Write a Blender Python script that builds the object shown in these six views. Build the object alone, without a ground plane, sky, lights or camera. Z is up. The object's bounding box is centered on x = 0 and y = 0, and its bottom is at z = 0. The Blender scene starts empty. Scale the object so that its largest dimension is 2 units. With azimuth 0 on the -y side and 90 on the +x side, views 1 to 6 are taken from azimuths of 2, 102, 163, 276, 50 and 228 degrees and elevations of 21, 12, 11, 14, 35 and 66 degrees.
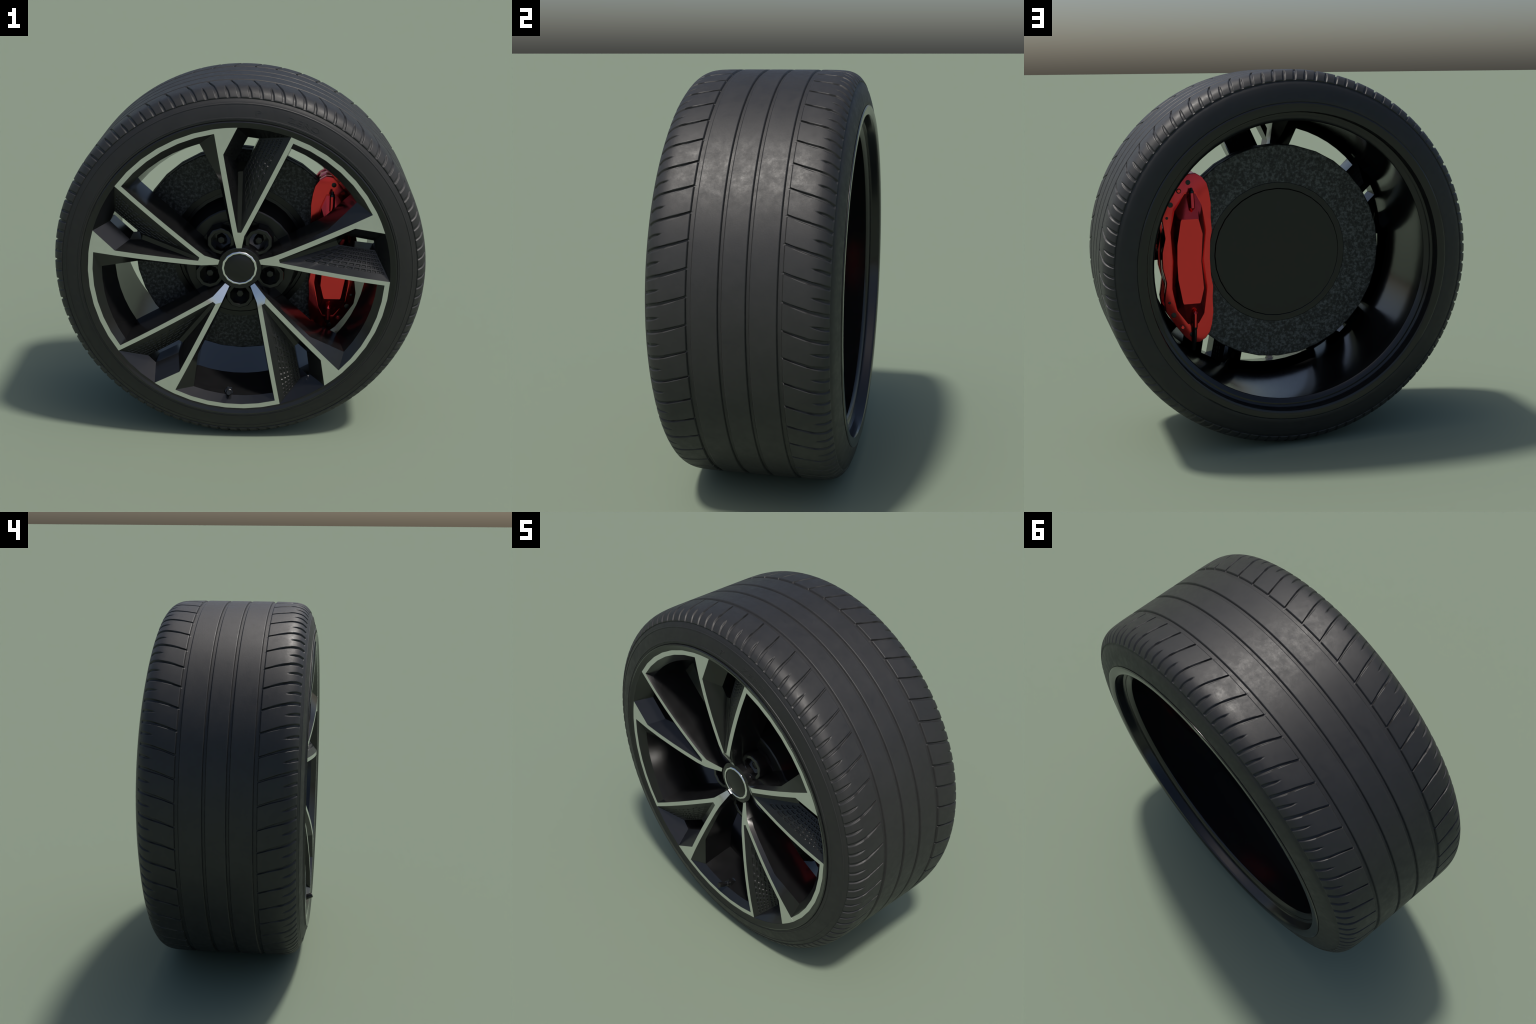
import bpy, bmesh, math, random
from math import sin, cos, pi, radians, degrees, hypot, atan2
from mathutils import Vector, Matrix, noise

random.seed(7)
AXLE = 1.0            # height of the wheel axis; all part meshes are modelled round the axis
YC = 0.0087           # mid plane of the tyre
COL = bpy.context.scene.collection

# ------------------------------------------------------------------ helpers
def link(name, mesh, parent=None, mat=None, smooth=None, loc=None, rot_y=0.0):
    ob = bpy.data.objects.new(name, mesh)
    COL.objects.link(ob)
    if mat and mesh is not None and not mesh.materials:
        mesh.materials.append(mat)
    if parent is not None:
        ob.parent = parent
    if loc is not None:
        ob.location = loc
    ob.rotation_euler = (0, rot_y, 0)
    if smooth is not None and mesh is not None:
        shade(mesh, smooth)
    return ob

def shade(mesh, angle):
    """smooth shading with edges sharper than angle (degrees) kept hard"""
    for p in mesh.polygons:
        p.use_smooth = True
    mesh.set_sharp_from_angle(angle=radians(angle))

def mesh_of(name, verts, faces, merge=1e-5, recalc=False):
    me = bpy.data.meshes.new(name)
    me.from_pydata([tuple(v) for v in verts], [], faces)
    bm = bmesh.new(); bm.from_mesh(me)
    if merge:
        bmesh.ops.remove_doubles(bm, verts=bm.verts, dist=merge)
    if recalc:
        bmesh.ops.recalc_face_normals(bm, faces=bm.faces)
    bm.to_mesh(me); bm.free()
    me.update()
    return me

def polar(r, th, y):
    a = radians(th)
    return Vector((r * cos(a), y, r * sin(a)))

def lerp(a, b, t):
    return a + (b - a) * t

def smooth01(x):
    x = max(0.0, min(1.0, x))
    return x * x * (3 - 2 * x)

def table(pts, x):
    if x <= pts[0][0]:
        return pts[0][1]
    for (x0, y0), (x1, y1) in zip(pts, pts[1:]):
        if x <= x1:
            return y0 + (y1 - y0) * (x - x0) / (x1 - x0)
    return pts[-1][1]

def lathe(name, profile, seg, closed=False, phase=0.0):
    """profile: list of (y, r); revolved round the y axis"""
    verts, faces = [], []
    n = len(profile)
    for i in range(seg):
        a = 2 * pi * i / seg + phase
        for y, r in profile:
            verts.append((r * cos(a), y, r * sin(a)))
    for i in range(seg):
        j = (i + 1) % seg
        for k in range(n if closed else n - 1):
            l = (k + 1) % n
            faces.append((i * n + k, i * n + l, j * n + l, j * n + k))
    return mesh_of(name, verts, faces, merge=1e-6, recalc=True)

def tube_between(name, a, b, radii, seg=12):
    """stack of rings along the axis a->b; radii: list of (fraction, radius)"""
    a, b = Vector(a), Vector(b)
    d = (b - a).normalized()
    u = d.orthogonal().normalized(); w = d.cross(u)
    verts, faces = [], []
    for f, r in radii:
        c = a.lerp(b, f)
        for i in range(seg):
            t = 2 * pi * i / seg
            verts.append(c + (u * cos(t) + w * sin(t)) * r)
    m = len(radii)
    for k in range(m - 1):
        for i in range(seg):
            j = (i + 1) % seg
            faces.append((k * seg + i, k * seg + j, (k + 1) * seg + j, (k + 1) * seg + i))
    faces.append(tuple(range(seg))[::-1])
    faces.append(tuple((m - 1) * seg + i for i in range(seg)))
    return mesh_of(name, verts, faces, merge=0, recalc=True)

def prism(name, poly, y0, y1, bevel=0.0):
    """poly: (x, z) outline, extruded between y0 and y1"""
    n = len(poly)
    verts = [(x, y0, z) for x, z in poly] + [(x, y1, z) for x, z in poly]
    faces = [tuple(range(n)), tuple(range(2 * n - 1, n - 1, -1))]
    faces += [(i, (i + 1) % n, n + (i + 1) % n, n + i) for i in range(n)]
    me = mesh_of(name, verts, faces, merge=0, recalc=True)
    if bevel:
        bm = bmesh.new(); bm.from_mesh(me)
        ed = [e for e in bm.edges if abs(e.verts[0].co.y - e.verts[1].co.y) < 1e-6]
        bmesh.ops.bevel(bm, geom=ed, offset=bevel, segments=2, profile=0.5, affect='EDGES')
        bm.to_mesh(me); bm.free()
    return me

def join_meshes(name, meshes):
    bm = bmesh.new()
    for m in meshes:
        bm.from_mesh(m)
    me = bpy.data.meshes.new(name)
    bm.to_mesh(me); bm.free()
    for m in meshes:
        bpy.data.meshes.remove(m)
    return me

# ------------------------------------------------------------------ materials
def new_mat(name):
    m = bpy.data.materials.new(name)
    m.use_nodes = True
    nt = m.node_tree
    b = nt.nodes["Principled BSDF"]
    return m, nt, b

def noise_node(nt, scale, detail=6.0, rough=0.6):
    tc = nt.nodes.new("ShaderNodeTexCoord")
    n = nt.nodes.new("ShaderNodeTexNoise")
    n.inputs["Scale"].default_value = scale
    n.inputs["Detail"].default_value = detail
    n.inputs["Roughness"].default_value = rough
    nt.links.new(tc.outputs["Object"], n.inputs["Vector"])
    return n

def ramp(nt, src, stops):
    r = nt.nodes.new("ShaderNodeValToRGB")
    el = r.color_ramp.elements
    while len(el) < len(stops):
        el.new(0.5)
    for e, (p, c) in zip(el, stops):
        e.position = p
        e.color = (c[0], c[1], c[2], 1) if isinstance(c, tuple) else (c, c, c, 1)
    nt.links.new(src, r.inputs["Fac"])
    return r

def bump(nt, b, src, strength, dist):
    n = nt.nodes.new("ShaderNodeBump")
    n.inputs["Strength"].default_value = strength
    n.inputs["Distance"].default_value = dist
    nt.links.new(src, n.inputs["Height"])
    nt.links.new(n.outputs["Normal"], b.inputs["Normal"])

def make_rubber(name="tyre_rubber", k=1.0):
    m, nt, b = new_mat(name)
    b.inputs["Specular IOR Level"].default_value = 0.45
    n1 = noise_node(nt, 9.0, 8.0, 0.7)
    c = ramp(nt, n1.outputs["Fac"], [(0.3, (0.0180 * k, 0.0178 * k, 0.0178 * k)), (0.7, (0.0240 * k, 0.0236 * k, 0.0236 * k))])
    nt.links.new(c.outputs["Color"], b.inputs["Base Color"])
    n2 = noise_node(nt, 22.0, 10.0, 0.75)
    r = ramp(nt, n2.outputs["Fac"], [(0.30, 0.40), (0.5, 0.52), (0.72, 0.62)])
    nt.links.new(r.outputs["Color"], b.inputs["Roughness"])
    n3 = noise_node(nt, 160.0, 4.0, 0.6)
    bump(nt, b, n3.outputs["Fac"], 0.12, 0.002)
    return m

def make_plain(name, col, rough, metallic=0.0, var=0.15, coat=0.0):
    m, nt, b = new_mat(name)
    n = noise_node(nt, 14.0, 5.0, 0.6)
    lo = tuple(x * (1 - var) for x in col); hi = tuple(min(1.0, x * (1 + var)) for x in col)
    c = ramp(nt, n.outputs["Fac"], [(0.3, lo), (0.7, hi)])
    nt.links.new(c.outputs["Color"], b.inputs["Base Color"])
    rr = ramp(nt, n.outputs["Fac"], [(0.3, rough * 0.92), (0.7, min(1.0, rough * 1.08))])
    nt.links.new(rr.outputs["Color"], b.inputs["Roughness"])
    b.inputs["Metallic"].default_value = metallic
    b.inputs["Coat Weight"].default_value = coat
    return m

def make_carbon():
    m, nt, b = new_mat("carbon_ceramic")
    n = noise_node(nt, 62.0, 3.0, 0.65)
    c = ramp(nt, n.outputs["Fac"], [(0.34, (0.005, 0.005, 0.005)), (0.48, (0.022, 0.0235, 0.0235)), (0.66, (0.098, 0.104, 0.106))])
    nt.links.new(c.outputs["Color"], b.inputs["Base Color"])
    b.inputs["Roughness"].default_value = 0.55
    bump(nt, b, n.outputs["Fac"], 0.15, 0.003)
    return m

RUBBER = make_rubber()
SIDEWALL = make_rubber("sidewall_rubber", 0.72)
BLACK = make_plain("gloss_black_paint", (0.008, 0.008, 0.0085), 0.17)
SATIN = make_plain("satin_black", (0.006, 0.006, 0.006), 0.33)
MACHINED = make_plain("machined_aluminium", (0.80, 0.80, 0.80), 0.16, metallic=1.0, var=0.02)
CHROME = make_plain("polished_chrome", (0.86, 0.86, 0.86), 0.07, metallic=1.0, var=0.01)
PANEL = make_plain("panel_black", (0.007, 0.007, 0.0072), 0.42)
CARBON = make_carbon()
RED = make_plain("red_anodised_metal", (0.88, 0.062, 0.062), 0.18, metallic=0.96, var=0.02)
MATT = make_plain("matt_black", (0.010, 0.010, 0.010), 0.55)

# ------------------------------------------------------------------ root
root = bpy.data.objects.new("car_wheel", None)
COL.objects.link(root)
root["label"] = "low profile car wheel with black alloy rim and red brake caliper"
root["category"] = "car wheel"
CENTRE = (0, 0, AXLE)

# ------------------------------------------------------------------ tyre
PITCHES = 54
PITCH = 360.0 / PITCHES
PHASE = -0.33
# outline of one half: (distance from mid plane, radius)
SHOULDER = [(0.0, 1.0), (0.25, 0.9995), (0.291, 0.998), (0.311, 0.9962), (0.331, 0.9922), (0.350, 0.9845),
            (0.366, 0.9735), (0.378, 0.960), (0.3862, 0.9485)]
WALL = [(0.3855, 0.9455), (0.3835, 0.9435), (0.3850, 0.9405), (0.3905, 0.934), (0.3965, 0.922),
        (0.4030, 0.902), (0.4090, 0.880), (0.4140, 0.858), (0.4175, 0.842), (0.4165, 0.8345), (0.4100, 0.8310), (0.375, 0.8290)]
LAT = [(0.0, 0.0), (0.202, 0.0), (0.259, -1.14), (0.305, -1.94), (0.35, -2.62), (0.383, -3.25), (0.45, -3.4)]

def catmull(pts, h):
    """smooth radius of the shoulder curve at distance h"""
    for i in range(len(pts) - 1):
        if h <= pts[i + 1][0]:
            break
    p1, p2 = pts[i], pts[i + 1]
    p0 = pts[max(i - 1, 0)]; p3 = pts[min(i + 2, len(pts) - 1)]
    def slope(a, b): return (b[1] - a[1]) / (b[0] - a[0]) if b[0] != a[0] else 0.0
    m1 = slope(p0, p2); m2 = slope(p1, p3)
    d = p2[0] - p1[0]; t = (h - p1[0]) / d
    return ((2 * t**3 - 3 * t**2 + 1) * p1[1] + (t**3 - 2 * t**2 + t) * d * m1
            + (-2 * t**3 + 3 * t**2) * p2[1] + (t**3 - t**2) * d * m2)

GROOVES = [(0.0490, 0.0670), (0.1785, 0.2015)]
GDEPTH = 0.0090

def build_tyre():
    hs = {0.0, 0.025}
    for a, b in GROOVES:
        for e, s in ((a, 1), (b, -1)):
            hs.update((e - 0.004 * s, e - 0.0015 * s, e + 0.0005 * s, e + 0.0035 * s))
        hs.add((a + b) / 2)
    hs.update((0.09, 0.12, 0.15, 0.170, 0.208, 0.215, 0.23, 0.25, 0.27, 0.29, 0.302, 0.312, 0.318, 0.324,
               0.33, 0.336, 0.343, 0.350, 0.356, 0.362, 0.367, 0.372, 0.3765, 0.380, 0.383, 0.3855))
    hs = sorted(hs)
    half = []                                   # (h, r, zone)
    for h in hs:
        half.append((h, catmull(SHOULDER, h), 't'))
    for h, r in WALL:
        half.append((h, r, 'w'))
    def front_relief(h, r):
        # raised rings that frame the lettering on the outer face
        g = 0.0
        g += 0.0022 * smooth01((r - 0.9135) / 0.002) * smooth01((0.922 - r) / 0.002)
        return g
    rows = []
    for side in (-1, 1):
        seq = half if side == 1 else half[::-1]
        if side == 1:
            seq = seq[1:]
        for h, r, zn in seq:
            rows.append((side * h, r, zn))
    # extra rows on the outer wall for the ring relief
    frac = [-0.115, -0.092, -0.072, -0.052, -0.038, -0.026, 0.0, 0.026, 0.038, 0.052, 0.072, 0.092, 0.115, 0.17, 0.27, 0.36, 0.39,
            0.410, 0.428, 0.448, 0.466, 0.484, 0.5, 0.516, 0.534, 0.552, 0.572, 0.590, 0.61, 0.66, 0.75, 0.84]
    def trench(d, w_top, w_bot):
        d = abs(d)
        return 1.0 - smooth01((d - w_bot) / (w_top - w_bot))
    def depth(h, col):
        ah = abs(h)
        d = 0.0
        for a, b in GROOVES:
            mid, hw = (a + b) / 2, (b - a) / 2
            d = max(d, trench(ah - mid, hw + 0.0015, hw - 0.0035))
        if ah > 0.198:
            wl = smooth01((ah - 0.23) / 0.14)
            lat = trench(col if col < 0.5 else col - 1, lerp(0.052, 0.084, wl), lerp(0.027, 0.046, wl)) * smooth01((ah - 0.1985) / 0.003)
            ws = smooth01((ah - 0.312) / 0.055)
            sipe = trench(col - 0.5, lerp(0.026, 0.082, ws), lerp(0.0, 0.042, ws)) * smooth01((ah - 0.314) / 0.022)
            d = max(d, lat, sipe * 0.95)
        return d
    n = len(rows)
    # profile normals
    nor = []
    for i in range(n):
        a = rows[max(i - 1, 0)]; b = rows[min(i + 1, n - 1)]
        t = Vector((b[0] - a[0], b[1] - a[1]))
        nn = Vector((-t.y, t.x)).normalized()
        nor.append(nn)
    verts, faces = [], []
    cols = PITCHES * len(frac)
    for k in range(PITCHES):
        for f in frac:
            for i, (h, r, zn) in enumerate(rows):
                th = PHASE + (k + f) * PITCH + table(LAT, abs(h))
                y, rr = h, r
                if zn == 't':
                    d = depth(h, f % 1.0) * GDEPTH * lerp(1.0, 0.72, smooth01((abs(h) - 0.33) / 0.04))
                    y -= nor[i].x * d; rr -= nor[i].y * d
                a = radians(th)
                verts.append((rr * cos(a), y + YC, rr * sin(a)))
    for c in range(cols):
        c2 = (c + 1) % cols
        for i in range(n - 1):
            faces.append((c * n + i, c2 * n + i, c2 * n + i + 1, c * n + i + 1))
    me = bpy.data.meshes.new("tyre")
    me.from_pydata(verts, [], faces)
    me.update()
    me.materials.append(RUBBER); me.materials.append(SIDEWALL)
    wall_row = [rows[i][2] == 'w' and rows[i + 1][2] == 'w' for i in range(n - 1)]
    for p in me.polygons:
        p.material_index = 1 if wall_row[p.index % (n - 1)] else 0
    shade(me, 60)
    return me

tyre = link("tyre", build_tyre(), root, RUBBER, loc=CENTRE)

def wall_y(r):
    """face of the outer side wall at radius r (front, negative y)"""
    pts = sorted([(rr, h) for h, rr in WALL if 0.836 < rr < 0.936])
    return -table(pts, r) + YC

def ring_on_wall(name, r0, r1, height):
    prof = []
    for k, (t, g) in enumerate([(0, -0.001), (0.15, height), (0.5, height * 1.15), (0.85, height), (1, -0.001)]):
        r = lerp(r0, r1, t)
        prof.append((wall_y(r) - g, r))
    return lathe(name, prof, 180)

for r0, r1, g in ((0.9160, 0.9235, 0.0016), (0.8460, 0.8555, 0.0022)):
    me = ring_on_wall("sidewall_rib", r0, r1, g)
    link("sidewall_rib", me, tyre, SIDEWALL, smooth=50)

def lettering(text, th_mid, r_base, size, spread, height, wide, name="sidewall_lettering"):
    cu = bpy.data.curves.new("letter_shape", 'FONT')
    cu.body = text
    cu.align_x = 'CENTER'
    cu.size = size
    cu.extrude = 0.5
    cu.space_character = spread
    cu.resolution_u = 3
    ob = bpy.data.objects.new("letter_shape", cu)
    COL.objects.link(ob)
    dg = bpy.context.evaluated_depsgraph_get()
    me = bpy.data.meshes.new_from_object(ob.evaluated_get(dg))
    bpy.data.objects.remove(ob)
    bm = bmesh.new(); bm.from_mesh(me)
    long = [e for e in bm.edges if e.calc_length() > size * 0.3 and abs(e.verts[0].co.z - e.verts[1].co.z) < 0.1]
    bmesh.ops.subdivide_edges(bm, edges=long, cuts=3)
    bmesh.ops.triangulate(bm, faces=bm.faces)
    for v in bm.verts:
        x, yy, z = v.co
        r = r_base + yy
        th = th_mid - degrees(x * wide / (r_base + size * 0.35))
        v.co = polar(r, th, wall_y(r) - (height if z > 0 else -0.001))
    bm.to_mesh(me); bm.free()
    me.name = name
    return link(name, me, tyre, SIDEWALL)

lettering("ZERO", 68.0, 0.868, 0.036, 1.12, 0.0013, 1.75)
lettering("P", 83.5, 0.868, 0.036, 1.0, 0.0013, 1.75)

# wear mark dimple on the outer wall
link("mould_mark", tube_between("mould_mark", polar(0.905, -118.5, wall_y(0.905) + 0.002), polar(0.905, -118.5, wall_y(0.905) - 0.0022),
     [(0, 0.0065), (0.8, 0.0065), (1, 0.0045)], 14), tyre, RUBBER, smooth=40)

# ------------------------------------------------------------------ rim barrel
RIMSEG = 48
barrel_prof = [(-0.404, 0.800), (-0.4055, 0.805), (-0.4085, 0.816), (-0.4135, 0.824), (-0.4148, 0.829), (-0.412, 0.834),
               (-0.385, 0.834), (-0.36, 0.800), (-0.20, 0.775), (0.20, 0.775), (0.37, 0.80), (0.40, 0.836),
               (0.4285, 0.836), (0.4318, 0.830), (0.4318, 0.816), (0.4312, 0.801), (0.4265, 0.7905), (0.415, 0.7860), (0.386, 0.7870),
               (0.3785, 0.784), (0.3725, 0.7735), (0.3725, 0.765), (0.3680, 0.7575), (0.3665, 0.7555), (0.3590, 0.7440), (0.3545, 0.7415), (0.345, 0.7415),
               (0.24, 0.7435), (0.10, 0.747), (-0.10, 0.750), (-0.28, 0.753), (-0.36, 0.776), (-0.396, 0.796)]
barrel = link("rim_barrel", lathe("rim_barrel", barrel_prof, RIMSEG * 2), root, BLACK, smooth=28, loc=CENTRE)

# ------------------------------------------------------------------ spokes
FACE_Y = [(0.0, -0.23), (0.117, -0.2966), (0.16, -0.3205), (0.204, -0.3433), (0.2255, -0.3525), (0.30, -0.3640),
          (0.38, -0.3755), (0.45, -0.3845), (0.55, -0.3945), (0.665, -0.4018), (0.80, -0.4040)]

def fp(r, th):
    return polar(r, th, table(FACE_Y, r))

def edge(pa, pb, n):
    """curve on the face between two (r, theta) points, straight in plan"""
    a, b = polar(*pa, 0), polar(*pb, 0)
    out = []
    for i in range(n + 1):
        p = a.lerp(b, i / n)
        r = hypot(p.x, p.z)
        out.append(Vector((p.x, table(FACE_Y, r), p.z)))
    return out

A, B, C = (0.8003, 90.37), (0.6647, 96.63), (0.7760, 99.03)
D, E = (0.8000, 70.69), (0.7736, 69.17)
F, G = (0.2260, 91.97), (0.2252, 87.05)
H, I = (0.1176, 97.9), (0.1174, 84.4)
J, K = (0.2040, 98.6), (0.2045, 82.3)
N = 10
BACK = -0.183

ccw_win = edge(J, C, N)          # window side of the trailing arm
ccw_poc = edge(F, B, N)          # pocket side
cw_poc = edge(G, D, N)
cw_win = edge(K, E, N)
ARC = 6
arc_out = [polar(0.80, lerp(70.69, 27.35, i / ARC), -0.404) for i in range(ARC + 1)]
arc_in = [polar(lerp(0.7736, 0.776, i / ARC), lerp(69.17, 27.03, i / ARC), -0.4032) for i in range(ARC + 1)]
spike_mid = polar(0.80, 23.0 + 72, -0.404)
spike_out = polar(0.80, 27.35 + 72, -0.404)

def build_machined():
    v, f = [], []
    def poly(*pts):
        base = len(v); v.extend(pts); f.append(tuple(range(base, base + len(pts))))
    # stem
    h, i, j, k, ff, g = fp(*H), fp(*I), fp(*J), fp(*K), fp(*F), fp(*G)
    m1 = h.lerp(j, 0.5); m1.y = table(FACE_Y, hypot(m1.x, m1.z))
    m2 = i.lerp(k, 0.5); m2.y = table(FACE_Y, hypot(m2.x, m2.z))
    poly(h, i, m2, m1)
    poly(m1, m2, k, j)
    poly(j, k, g, ff)
    # arms
    for s in range(N):
        poly(ccw_win[s], ccw_poc[s], ccw_poc[s + 1], ccw_win[s + 1])
        poly(cw_poc[s], cw_win[s], cw_win[s + 1], cw_poc[s + 1])
    # spike
    poly(ccw_poc[N], fp(*A), spike_mid, spike_out, ccw_win[N])
    # rim band
    for s in range(ARC):
        poly(arc_out[s], arc_in[s], arc_in[s + 1], arc_out[s + 1])
    me = mesh_of("machined_face", v, f, recalc=False)
    bm = bmesh.new(); bm.from_mesh(me)
    bmesh.ops.recalc_face_normals(bm, faces=bm.faces)
    if sum(fc.normal.y for fc in bm.faces) > 0:
        bmesh.ops.reverse_faces(bm, faces=bm.faces)
    # thin plate: extrude 3 mm towards the back so that it has an edge of its own
    ret = bmesh.ops.extrude_face_region(bm, geom=bm.faces[:])
    newv = [x for x in ret["geom"] if isinstance(x, bmesh.types.BMVert)]
    old = [x for x in bm.verts if x not in set(newv)]
    for x in old:
        x.co.y += 0.003
    bmesh.ops.recalc_face_normals(bm, faces=bm.faces)
    bm.to_mesh(me); bm.free()
    shade(me, 9)
    return me

# lower vertices of the spoke flanks
S_ = polar(0.5326, 100.98, -0.3708); P_ = polar(0.7327, 105.80, -0.3665)
M0 = polar(0.205, 101.5, -0.3190)
Q_ = polar(0.738, 68.7, -0.3730); N0 = polar(0.205, 80.0, -0.3190)
P_B = polar(0.6935, 105.6, BACK); S_B = polar(0.530, 102.4, BACK); M_B = polar(0.212, 105.5, -0.188)
Q_B = polar(0.6945, 68.0, BACK); N_B = polar(0.216, 73.6, -0.188)
T_ = polar(0.7342, 86.5, -0.3222); U_ = polar(0.7313, 82.0, -0.3172)
V_ = polar(0.6065, 92.08, -0.3205); X_ = polar(0.5450, 90.68, -0.3080); W_ = polar(0.5480, 88.0, -0.3060)
HOLE_B = [polar(0.729, 86.9, -0.203), polar(0.728, 81.8, -0.203), polar(0.572, 86.5, -0.203), polar(0.572, 90.9, -0.203), polar(0.604, 92.0, -0.203)]

def build_spoke():
    v, f = [], []
    def poly(*pts):
        base = len(v); v.extend([Vector(p) for p in pts]); f.append(tuple(range(base, base + len(pts))))
    dn = Vector((0, 0.003, 0))
    def strip(a, b):
        for i in range(len(a) - 1):
            poly(a[i], a[i + 1], b[i + 1], b[i])
    def along(pts, n):
        """resample a poly line to n+1 points by its own parameter"""
        L = [0.0]
        for a, b in zip(pts, pts[1:]):
            L.append(L[-1] + (b - a).length)
        out = []
        for i in range(n + 1):
            t = L[-1] * i / n
            for k in range(len(pts) - 1):
                if t <= L[k + 1] + 1e-9:
                    out.append(pts[k].lerp(pts[k + 1], (t - L[k]) / (L[k + 1] - L[k])))
                    break
        return out
    # trailing flank: flared chamfer, then the deep wall
    top = [p + dn * 0 for p in ccw_win]
    ks = 6                                       # index of the face edge that meets the ridge kink
    ridge = [M0.lerp(S_, i / ks) for i in range(ks + 1)] + [S_.lerp(P_, i / (N - ks)) for i in range(1, N - ks + 1)]
    for i in range(1, ks):
        t = i / ks
        ridge[i].y = lerp(M0.y, S_.y, t ** 0.62)
    back = [M_B.lerp(S_B, i / ks) for i in range(ks + 1)] + [S_B.lerp(P_B, i / (N - ks)) for i in range(1, N - ks + 1)]
    strip(top, ridge); strip(ridge, back)
    # leading flank
    ridge2 = []
    for i in range(N + 1):
        p = N0.lerp(Q_, i / N)
        p.y = lerp(N0.y, Q_.y, (i / N) ** 0.5)
        ridge2.append(p)
    back2 = [N_B.lerp(Q_B, i / N) for i in range(N + 1)]
    strip(cw_win, ridge2); strip(ridge2, back2)
    # flank of the stem down to the hub
    hb, ib = polar(0.117, 107, -0.20), polar(0.117, 75, -0.20)
    poly(fp(*H), fp(*J), M0, M_B, hb)
    poly(fp(*I), fp(*K), N0, N_B, ib)
    # window: wall of the rim band
    ledge = [polar(lerp(0.738, 0.7327, i / ARC), lerp(68.7, 33.8, i / ARC), lerp(-0.373, -0.3665, i / ARC)) for i in range(ARC + 1)]
    lback = [polar(lerp(0.6945, 0.6935, i / ARC), lerp(68.0, 33.6, i / ARC), BACK) for i in range(ARC + 1)]
    lback2 = [polar(0.7525, lerp(68.0, 33.6, i / ARC), -0.278) for i in range(ARC + 1)]
    strip(arc_in, ledge); strip(ledge, lback); strip(lback, lback2)
    # pocket: outer wall towards the rim
    rim_arc = [polar(0.800, lerp(90.37, 70.69, i / 3), -0.404) for i in range(4)]
    tu = [T_, T_.lerp(U_, 0.5), U_]
    poly(rim_arc[0], rim_arc[1], tu[1], tu[0])
    poly(rim_arc[1], rim_arc[2], tu[2], tu[1])
    poly(rim_arc[2], rim_arc[3], tu[2])
    # spike wall, trailing wall, floor strip
    poly(fp(*A), fp(*B), V_, T_)
    vx = along([X_, V_], 3)
    low = [fp(*F)] + [fp(*F).lerp(X_, i / 7) for i in range(1, 8)] + [X_.lerp(V_, i / 3) for i in range(1, 4)]
    strip(ccw_poc, low)
    for i in range(7):
        poly(fp(*F).lerp(X_, i / 7), fp(*F).lerp(X_, (i + 1) / 7), fp(*G).lerp(W_, (i + 1) / 7), fp(*G).lerp(W_, i / 7))
    # tunnel through the slot
    ring = [T_, U_, W_, X_, V_]
    for i in range(5):
        j = (i + 1) % 5
        poly(ring[i], ring[j], HOLE_B[j], HOLE_B[i])
    me = mesh_of("spoke", v, f, merge=2e-4, recalc=False)
    shade(me, 18)
    return me

def build_panel():
    """honeycomb-like vent panel of the leading arm: 6 rows of sunk cells"""
    E0 = lambda s: None
    ga, da = polar(*G, 0), polar(*D, 0)
    def e0(s):
        p = ga.lerp(da, s); return Vector((p.x, table(FACE_Y, hypot(p.x, p.z)) + 0.0005, p.z))
    def e1(s):
        return W_.lerp(U_, s)
    cols, rowsn = 11, 6
    lens = [0.89 ** i for i in range(cols)]
    tot = sum(lens)
    s_lines = [(0.0, 0)]; s0 = 0.10; span = 0.885
    acc = s0
    for L in lens:
        w = span * L / tot
        for fr, d in ((0.10, 0), (0.20, 1), (0.74, 1), (0.86, 0)):
            s_lines.append((acc + w * fr, d))
        acc += w
    s_lines.append((1.0, 0))
    t_lines = [(0.0, 0)]
    t0, ts = 0.20, 0.78
    for i in range(rowsn):
        w = ts / rowsn
        for fr, d in ((0.20, 0), (0.34, 1), (0.68, 1), (0.82, 0)):
            t_lines.append((t0 + w * (i + fr), d))
    t_lines.append((1.0, 0))
    v, f = [], []
    nt = len(t_lines)
    c = (e0(1) - e0(0)).cross(e1(0.5) - e0(0.5)).normalized()
    if c.y > 0:
        c = -c
    for s, ds in s_lines:
        for t, dt in t_lines:
            p = e0(s).lerp(e1(s), t) + c * (0.006 * sin(pi * t) * sin(pi * min(1.0, s * 1.05)))
            if ds and dt:
                p = p - c * 0.0035
            v.append(p)
    for i in range(len(s_lines) - 1):
        for j in range(nt - 1):
            f.append((i * nt + j, (i + 1) * nt + j, (i + 1) * nt + j + 1, i * nt + j + 1))
    me = mesh_of("vent_panel", v, f, merge=0, recalc=True)
    shade(me, 25)
    return me

spoke_me, face_me, panel_me = build_spoke(), build_machined(), build_panel()
for k in range(5):
    sp = link("spoke" if k == 0 else "spoke.%03d" % k, spoke_me, root, BLACK, loc=CENTRE, rot_y=radians(72 * k))
    suf = "" if k == 0 else ".%03d" % k
    link("machined_face" + suf, face_me, sp, MACHINED)
    link("vent_panel" + suf, panel_me, sp, PANEL)

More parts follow.
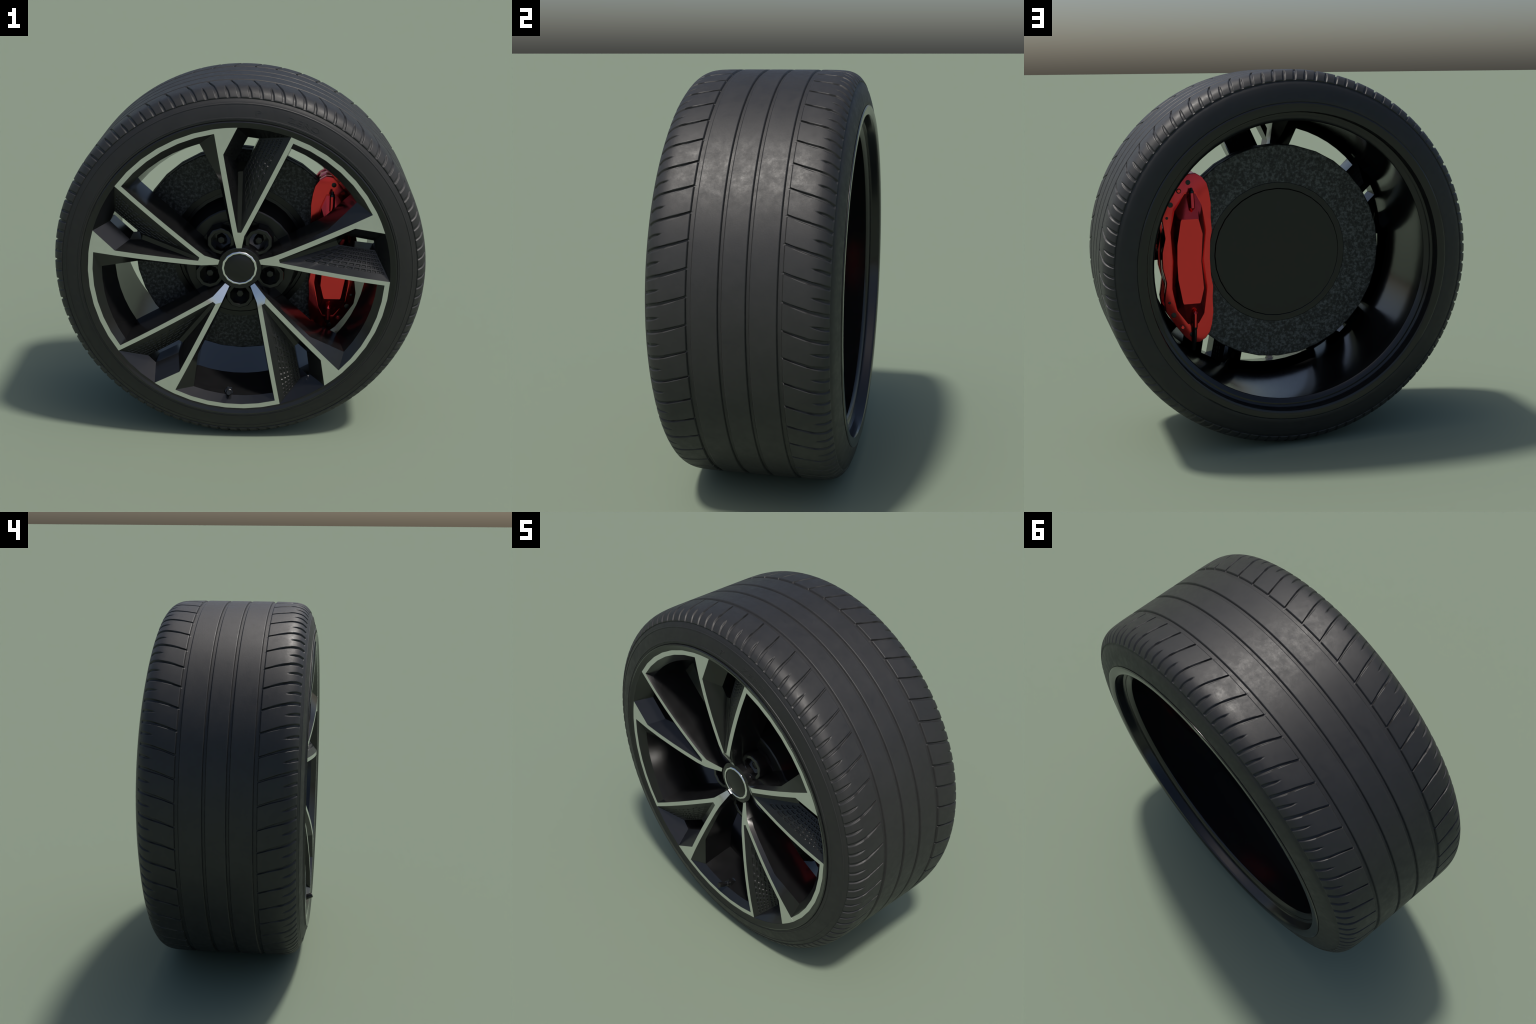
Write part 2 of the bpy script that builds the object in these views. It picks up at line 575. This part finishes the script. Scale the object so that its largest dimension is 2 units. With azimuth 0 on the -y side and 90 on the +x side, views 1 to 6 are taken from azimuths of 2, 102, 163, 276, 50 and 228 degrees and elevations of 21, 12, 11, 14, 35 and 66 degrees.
# ------------------------------------------------------------------ hub, bolts, cap
hub_prof = [(-0.2925, 0.0), (-0.2925, 0.112), (-0.2900, 0.1185), (-0.262, 0.124), (-0.235, 0.132), (-0.212, 0.16), (-0.198, 0.20),
            (-0.199, 0.2428), (-0.186, 0.2438), (-0.180, 0.0)]
hub = link("hub", lathe("hub", hub_prof, 40), root, BLACK, smooth=30, loc=CENTRE)
boss_prof = [(-0.190, 0.085), (-0.250, 0.0805), (-0.2600, 0.0760), (-0.2625, 0.0720), (-0.2625, 0.0560), (-0.259, 0.0535), (-0.198, 0.0500), (-0.198, 0.0)]
boss_me = lathe("bolt_boss", boss_prof, 10, phase=radians(18))
shade(boss_me, 28)
def bolt_mesh():
    me = tube_between("wheel_bolt", (0, -0.196, 0), (0, -0.240, 0), [(0, 0.0290), (0.30, 0.0285), (0.42, 0.0245), (0.86, 0.0235), (1.0, 0.0195)], 6)
    bm = bmesh.new(); bm.from_mesh(me)
    bmesh.ops.bevel(bm, geom=bm.edges[:], offset=0.0022, segments=2, affect='EDGES', profile=0.5)
    bm.to_mesh(me); bm.free()
    shade(me, 50)
    return me
bolt_me = bolt_mesh()
for k in range(5):
    suf = "" if k == 0 else ".%03d" % k
    p = polar(0.1726, 54 + 72 * k, 0)
    link("bolt_boss" + suf, boss_me, hub, BLACK, loc=p)
    link("wheel_bolt" + suf, bolt_me, root, SATIN, loc=(p.x, 0, p.z + AXLE), rot_y=radians(17 * k))
cap = link("centre_cap", lathe("centre_cap", [(-0.3050, 0.0), (-0.3045, 0.02), (-0.3020, 0.045), (-0.2985, 0.062), (-0.2945, 0.0735), (-0.2935, 0.0765), (-0.2945, 0.0795), (-0.2945, 0.0855), (-0.285, 0.0855)], 48),
           root, SATIN, smooth=30, loc=CENTRE)
link("cap_ring", lathe("cap_ring", [(-0.288, 0.0835), (-0.2965, 0.0845), (-0.2985, 0.0870), (-0.2988, 0.0900), (-0.2975, 0.0935), (-0.2945, 0.0962), (-0.288, 0.0965)], 16),
     cap, CHROME, smooth=35)

# ------------------------------------------------------------------ brake disc
SEG = 32
disc = link("brake_disc", lathe("brake_disc", [(-0.050, 0.392), (-0.050, 0.594), (-0.047, 0.5975), (-0.012, 0.5975), (-0.009, 0.590), (0.000, 0.590), (0.003, 0.5975), (0.040, 0.5975), (0.043, 0.594), (0.043, 0.392)], SEG, closed=True),
            root, CARBON, smooth=20, loc=CENTRE)
edge_band = lathe("disc_vent_band", [(-0.0475, 0.5985), (-0.011, 0.5990), (-0.006, 0.5945), (0.0, 0.5945), (0.004, 0.5990), (0.0405, 0.5985)], SEG)
link("disc_vent_band", edge_band, disc, MATT, smooth=20)
link("disc_hat", lathe("disc_hat", [(-0.187, 0.0), (-0.187, 0.300), (-0.182, 0.307), (-0.090, 0.326), (-0.048, 0.342), (-0.046, 0.359), (-0.0535, 0.362), (-0.0535, 0.393), (-0.040, 0.3935)], SEG), disc, SATIN, smooth=25)
link("mounting_ring", lathe("mounting_ring", [(0.035, 0.3945), (0.0435, 0.3935), (0.0450, 0.391), (0.0450, 0.3605), (0.0435, 0.3585), (0.034, 0.3580)], SEG), disc, SATIN, smooth=25)
link("back_plate", lathe("back_plate", [(0.0475, 0.0), (0.0475, 0.3545), (0.045, 0.3568), (0.035, 0.357)], SEG), disc, SATIN, smooth=25)

# ------------------------------------------------------------------ brake caliper
CY = -0.006
def mirrored(half):
    return half + [(x, -z) for x, z in half[::-1] if abs(z) > 1e-6]
FLANGE = mirrored([(0.653, 0.0), (0.652, 0.045), (0.634, 0.121), (0.648, 0.222), (0.639, 0.286), (0.583, 0.373), (0.539, 0.431), (0.503, 0.461),
                   (0.460, 0.464), (0.426, 0.443), (0.402, 0.410), (0.390, 0.365), (0.381, 0.300), (0.383, 0.222), (0.3785, 0.153), (0.389, 0.098), (0.393, 0.0)])
RIMB = [(0.602, 0.0), (0.610, 0.158), (0.589, 0.273), (0.526, 0.364), (0.462, 0.364), (0.434, 0.297), (0.406, 0.160), (0.424, 0.0)]
FACEP = [(0.586, 0.0), (0.583, 0.095), (0.561, 0.222), (0.556, 0.232), (0.466, 0.232), (0.461, 0.222), (0.443, 0.150), (0.454, 0.0)]
MIDP = [(0.598, 0.0), (0.605, 0.155), (0.585, 0.270), (0.524, 0.356), (0.465, 0.356), (0.438, 0.295), (0.411, 0.158), (0.428, 0.0)]

def loft(name, rings):
    """rings: (outline, y or list of y per vertex)"""
    v, f = [], []
    n = len(rings[0][0])
    for poly, y in rings:
        v += [(p[0], y[i] if isinstance(y, list) else y, p[1]) for i, p in enumerate(poly)]
    for k in range(len(rings) - 1):
        for i in range(n):
            j = (i + 1) % n
            f.append((k * n + i, k * n + j, (k + 1) * n + j, (k + 1) * n + i))
    f.append(tuple((len(rings) - 1) * n + i for i in range(n)))
    f.append(tuple(range(n))[::-1])
    return mesh_of(name, v, f, merge=0, recalc=True)

# the sloped ends rise to the flank corners: height of each outline vertex above the mid plane
LIFT = [0.0930, 0.0930, 0.1220, 0.0930, 0.0930, 0.1180, 0.0930, 0.0930]
LIFT = LIFT + LIFT[::-1][1:-1]
caliper_parts = []
for s in (-1, 1):
    caliper_parts.append(prism("fl", FLANGE, CY + s * 0.050, CY + s * 0.090, bevel=0.004))
    caliper_parts.append(loft("pl", [(mirrored(RIMB), CY + s * 0.080), (mirrored(RIMB), CY + s * 0.0925), (mirrored(MIDP), CY + s * 0.0925),
                                     (mirrored(MIDP), [CY + s * h for h in LIFT]), (mirrored(FACEP), CY + s * 0.1545), ([(lerp(0.515, x, 0.975), z * 0.985) for x, z in mirrored(FACEP)], CY + s * 0.1565)]))
def bridge(sgn):
    arc = [(0.606 * cos(radians(a)), 0.606 * sin(radians(a))) for a in (45.5, 41, 36.5, 32, 28, 24.5)]
    poly = [(0.6465, 0.252), (0.637, 0.286), (0.581, 0.372), (0.537, 0.429), (0.502, 0.459), (0.462, 0.462), (0.432, 0.447)] + arc
    return [(x, z * sgn) for x, z in poly]
for sgn in (1, -1):
    caliper_parts.append(prism("br", bridge(sgn), CY - 0.052, CY + 0.052, bevel=0.003))
caliper_me = join_meshes("brake_caliper", caliper_parts)
shade(caliper_me, 24)
caliper = link("brake_caliper", caliper_me, root, RED, loc=CENTRE)

cnt = {}
def sub(name, me, mat, smooth=35):
    k = cnt.get(name, 0); cnt[name] = k + 1
    return link(name if k == 0 else "%s.%03d" % (name, k), me, caliper, mat, smooth=smooth)
for s in (-1, 1):
    for zs in (-1, 1):
        yf = CY + s * 0.090
        for x, z, r, nm, mt in ((0.503, 0.4165, 0.0135, "caliper_bolt", SATIN), (0.601, 0.3005, 0.0145, "caliper_bolt", SATIN),
                                (0.622, 0.2305, 0.0075, "caliper_pin", SATIN)):
            me = tube_between(nm, (x, yf - s * 0.004, z * zs), (x, yf + s * 0.0022, z * zs), [(0, r), (0.85, r), (1, r * 0.8)], 14)
            sub(nm, me, mt)
        # red screw on a slightly wider black disc
        cx, cz = 0.554, 0.3725 * zs
        sub("caliper_screw", tube_between("caliper_screw", (cx, yf - s * 0.004, cz), (cx, yf + s * 0.0045, cz), [(0, 0.0115), (0.7, 0.0115), (1, 0.0085)], 12), RED)
        sub("screw_dark_disc", tube_between("screw_dark_disc", (cx, yf - s * 0.004, cz), (cx, yf + s * 0.0012, cz), [(0, 0.014), (1, 0.0138)], 14), SATIN)
        # bleed boss in the sloped end and its black nipple
        a = Vector((0.494, CY + s * 0.146, 0.272 * zs)); b = Vector((0.494, CY + s * 0.130, 0.362 * zs))
        sub("bleed_boss", tube_between("bleed_boss", a, b, [(0, 0.003), (0.14, 0.0150), (1.0, 0.0150)], 14), RED)
        c = b + (b - a).normalized() * 0.030
        sub("bleed_nipple", tube_between("bleed_nipple", b, c, [(0, 0.0140), (0.45, 0.0130), (0.55, 0.0095), (1, 0.0065)], 12), SATIN)
# brake hose at the lower rear nipple
def hose_mesh():
    cu = bpy.data.curves.new("hose_path", 'CURVE'); cu.dimensions = '3D'
    sp = cu.splines.new('BEZIER'); sp.bezier_points.add(2)
    for bp, co in zip(sp.bezier_points, ((0.494, CY + 0.128, -0.360), (0.494, CY + 0.115, -0.43), (0.497, CY + 0.085, -0.502))):
        bp.co = co; bp.handle_left_type = bp.handle_right_type = 'AUTO'
    cu.bevel_depth = 0.0112; cu.bevel_resolution = 4; cu.use_fill_caps = True
    ob = bpy.data.objects.new("hose_path", cu); COL.objects.link(ob)
    me = bpy.data.meshes.new_from_object(ob.evaluated_get(bpy.context.evaluated_depsgraph_get()))
    bpy.data.objects.remove(ob)
    me.name = "brake_hose"; me.materials.clear()
    return me
sub("brake_hose", hose_mesh(), SATIN, 60)
PAD = [(r * cos(radians(a)), r * sin(radians(a))) for r, rng in ((0.61, range(-22, 23, 4)), (0.43, range(22, -23, -4))) for a in rng]
for s in (-1, 1):
    y0 = -0.0525 if s < 0 else 0.0450
    y1 = CY + s * 0.052
    sub("brake_pad", prism("brake_pad", PAD, y0, y1 + s * 0.004), SATIN, 30)

SPRING = [(r * cos(radians(a)), r * sin(radians(a))) for r, rng in ((0.645, range(-18, 19, 2)), (0.612, range(18, -19, -2))) for a in rng]
sub("pad_spring", prism("pad_spring", SPRING, CY - 0.050, CY + 0.050, bevel=0.003), SATIN, 30)

# ------------------------------------------------------------------ valve
va = polar(0.7425, -94.5, -0.316); vb = polar(0.692, -94.4, -0.4265)
valve = link("valve_stem", tube_between("valve_stem", va, vb, [(0, 0.0165), (0.50, 0.0165), (0.52, 0.0125), (0.62, 0.0125), (0.64, 0.0150), (0.96, 0.0145), (1, 0.0120)], 14),
             root, SATIN, smooth=35, loc=CENTRE)
link("valve_nut", tube_between("valve_nut", va, va.lerp(vb, 0.36), [(0, 0.0270), (0.85, 0.0270), (1, 0.0230)], 6), valve, BLACK, smooth=30)
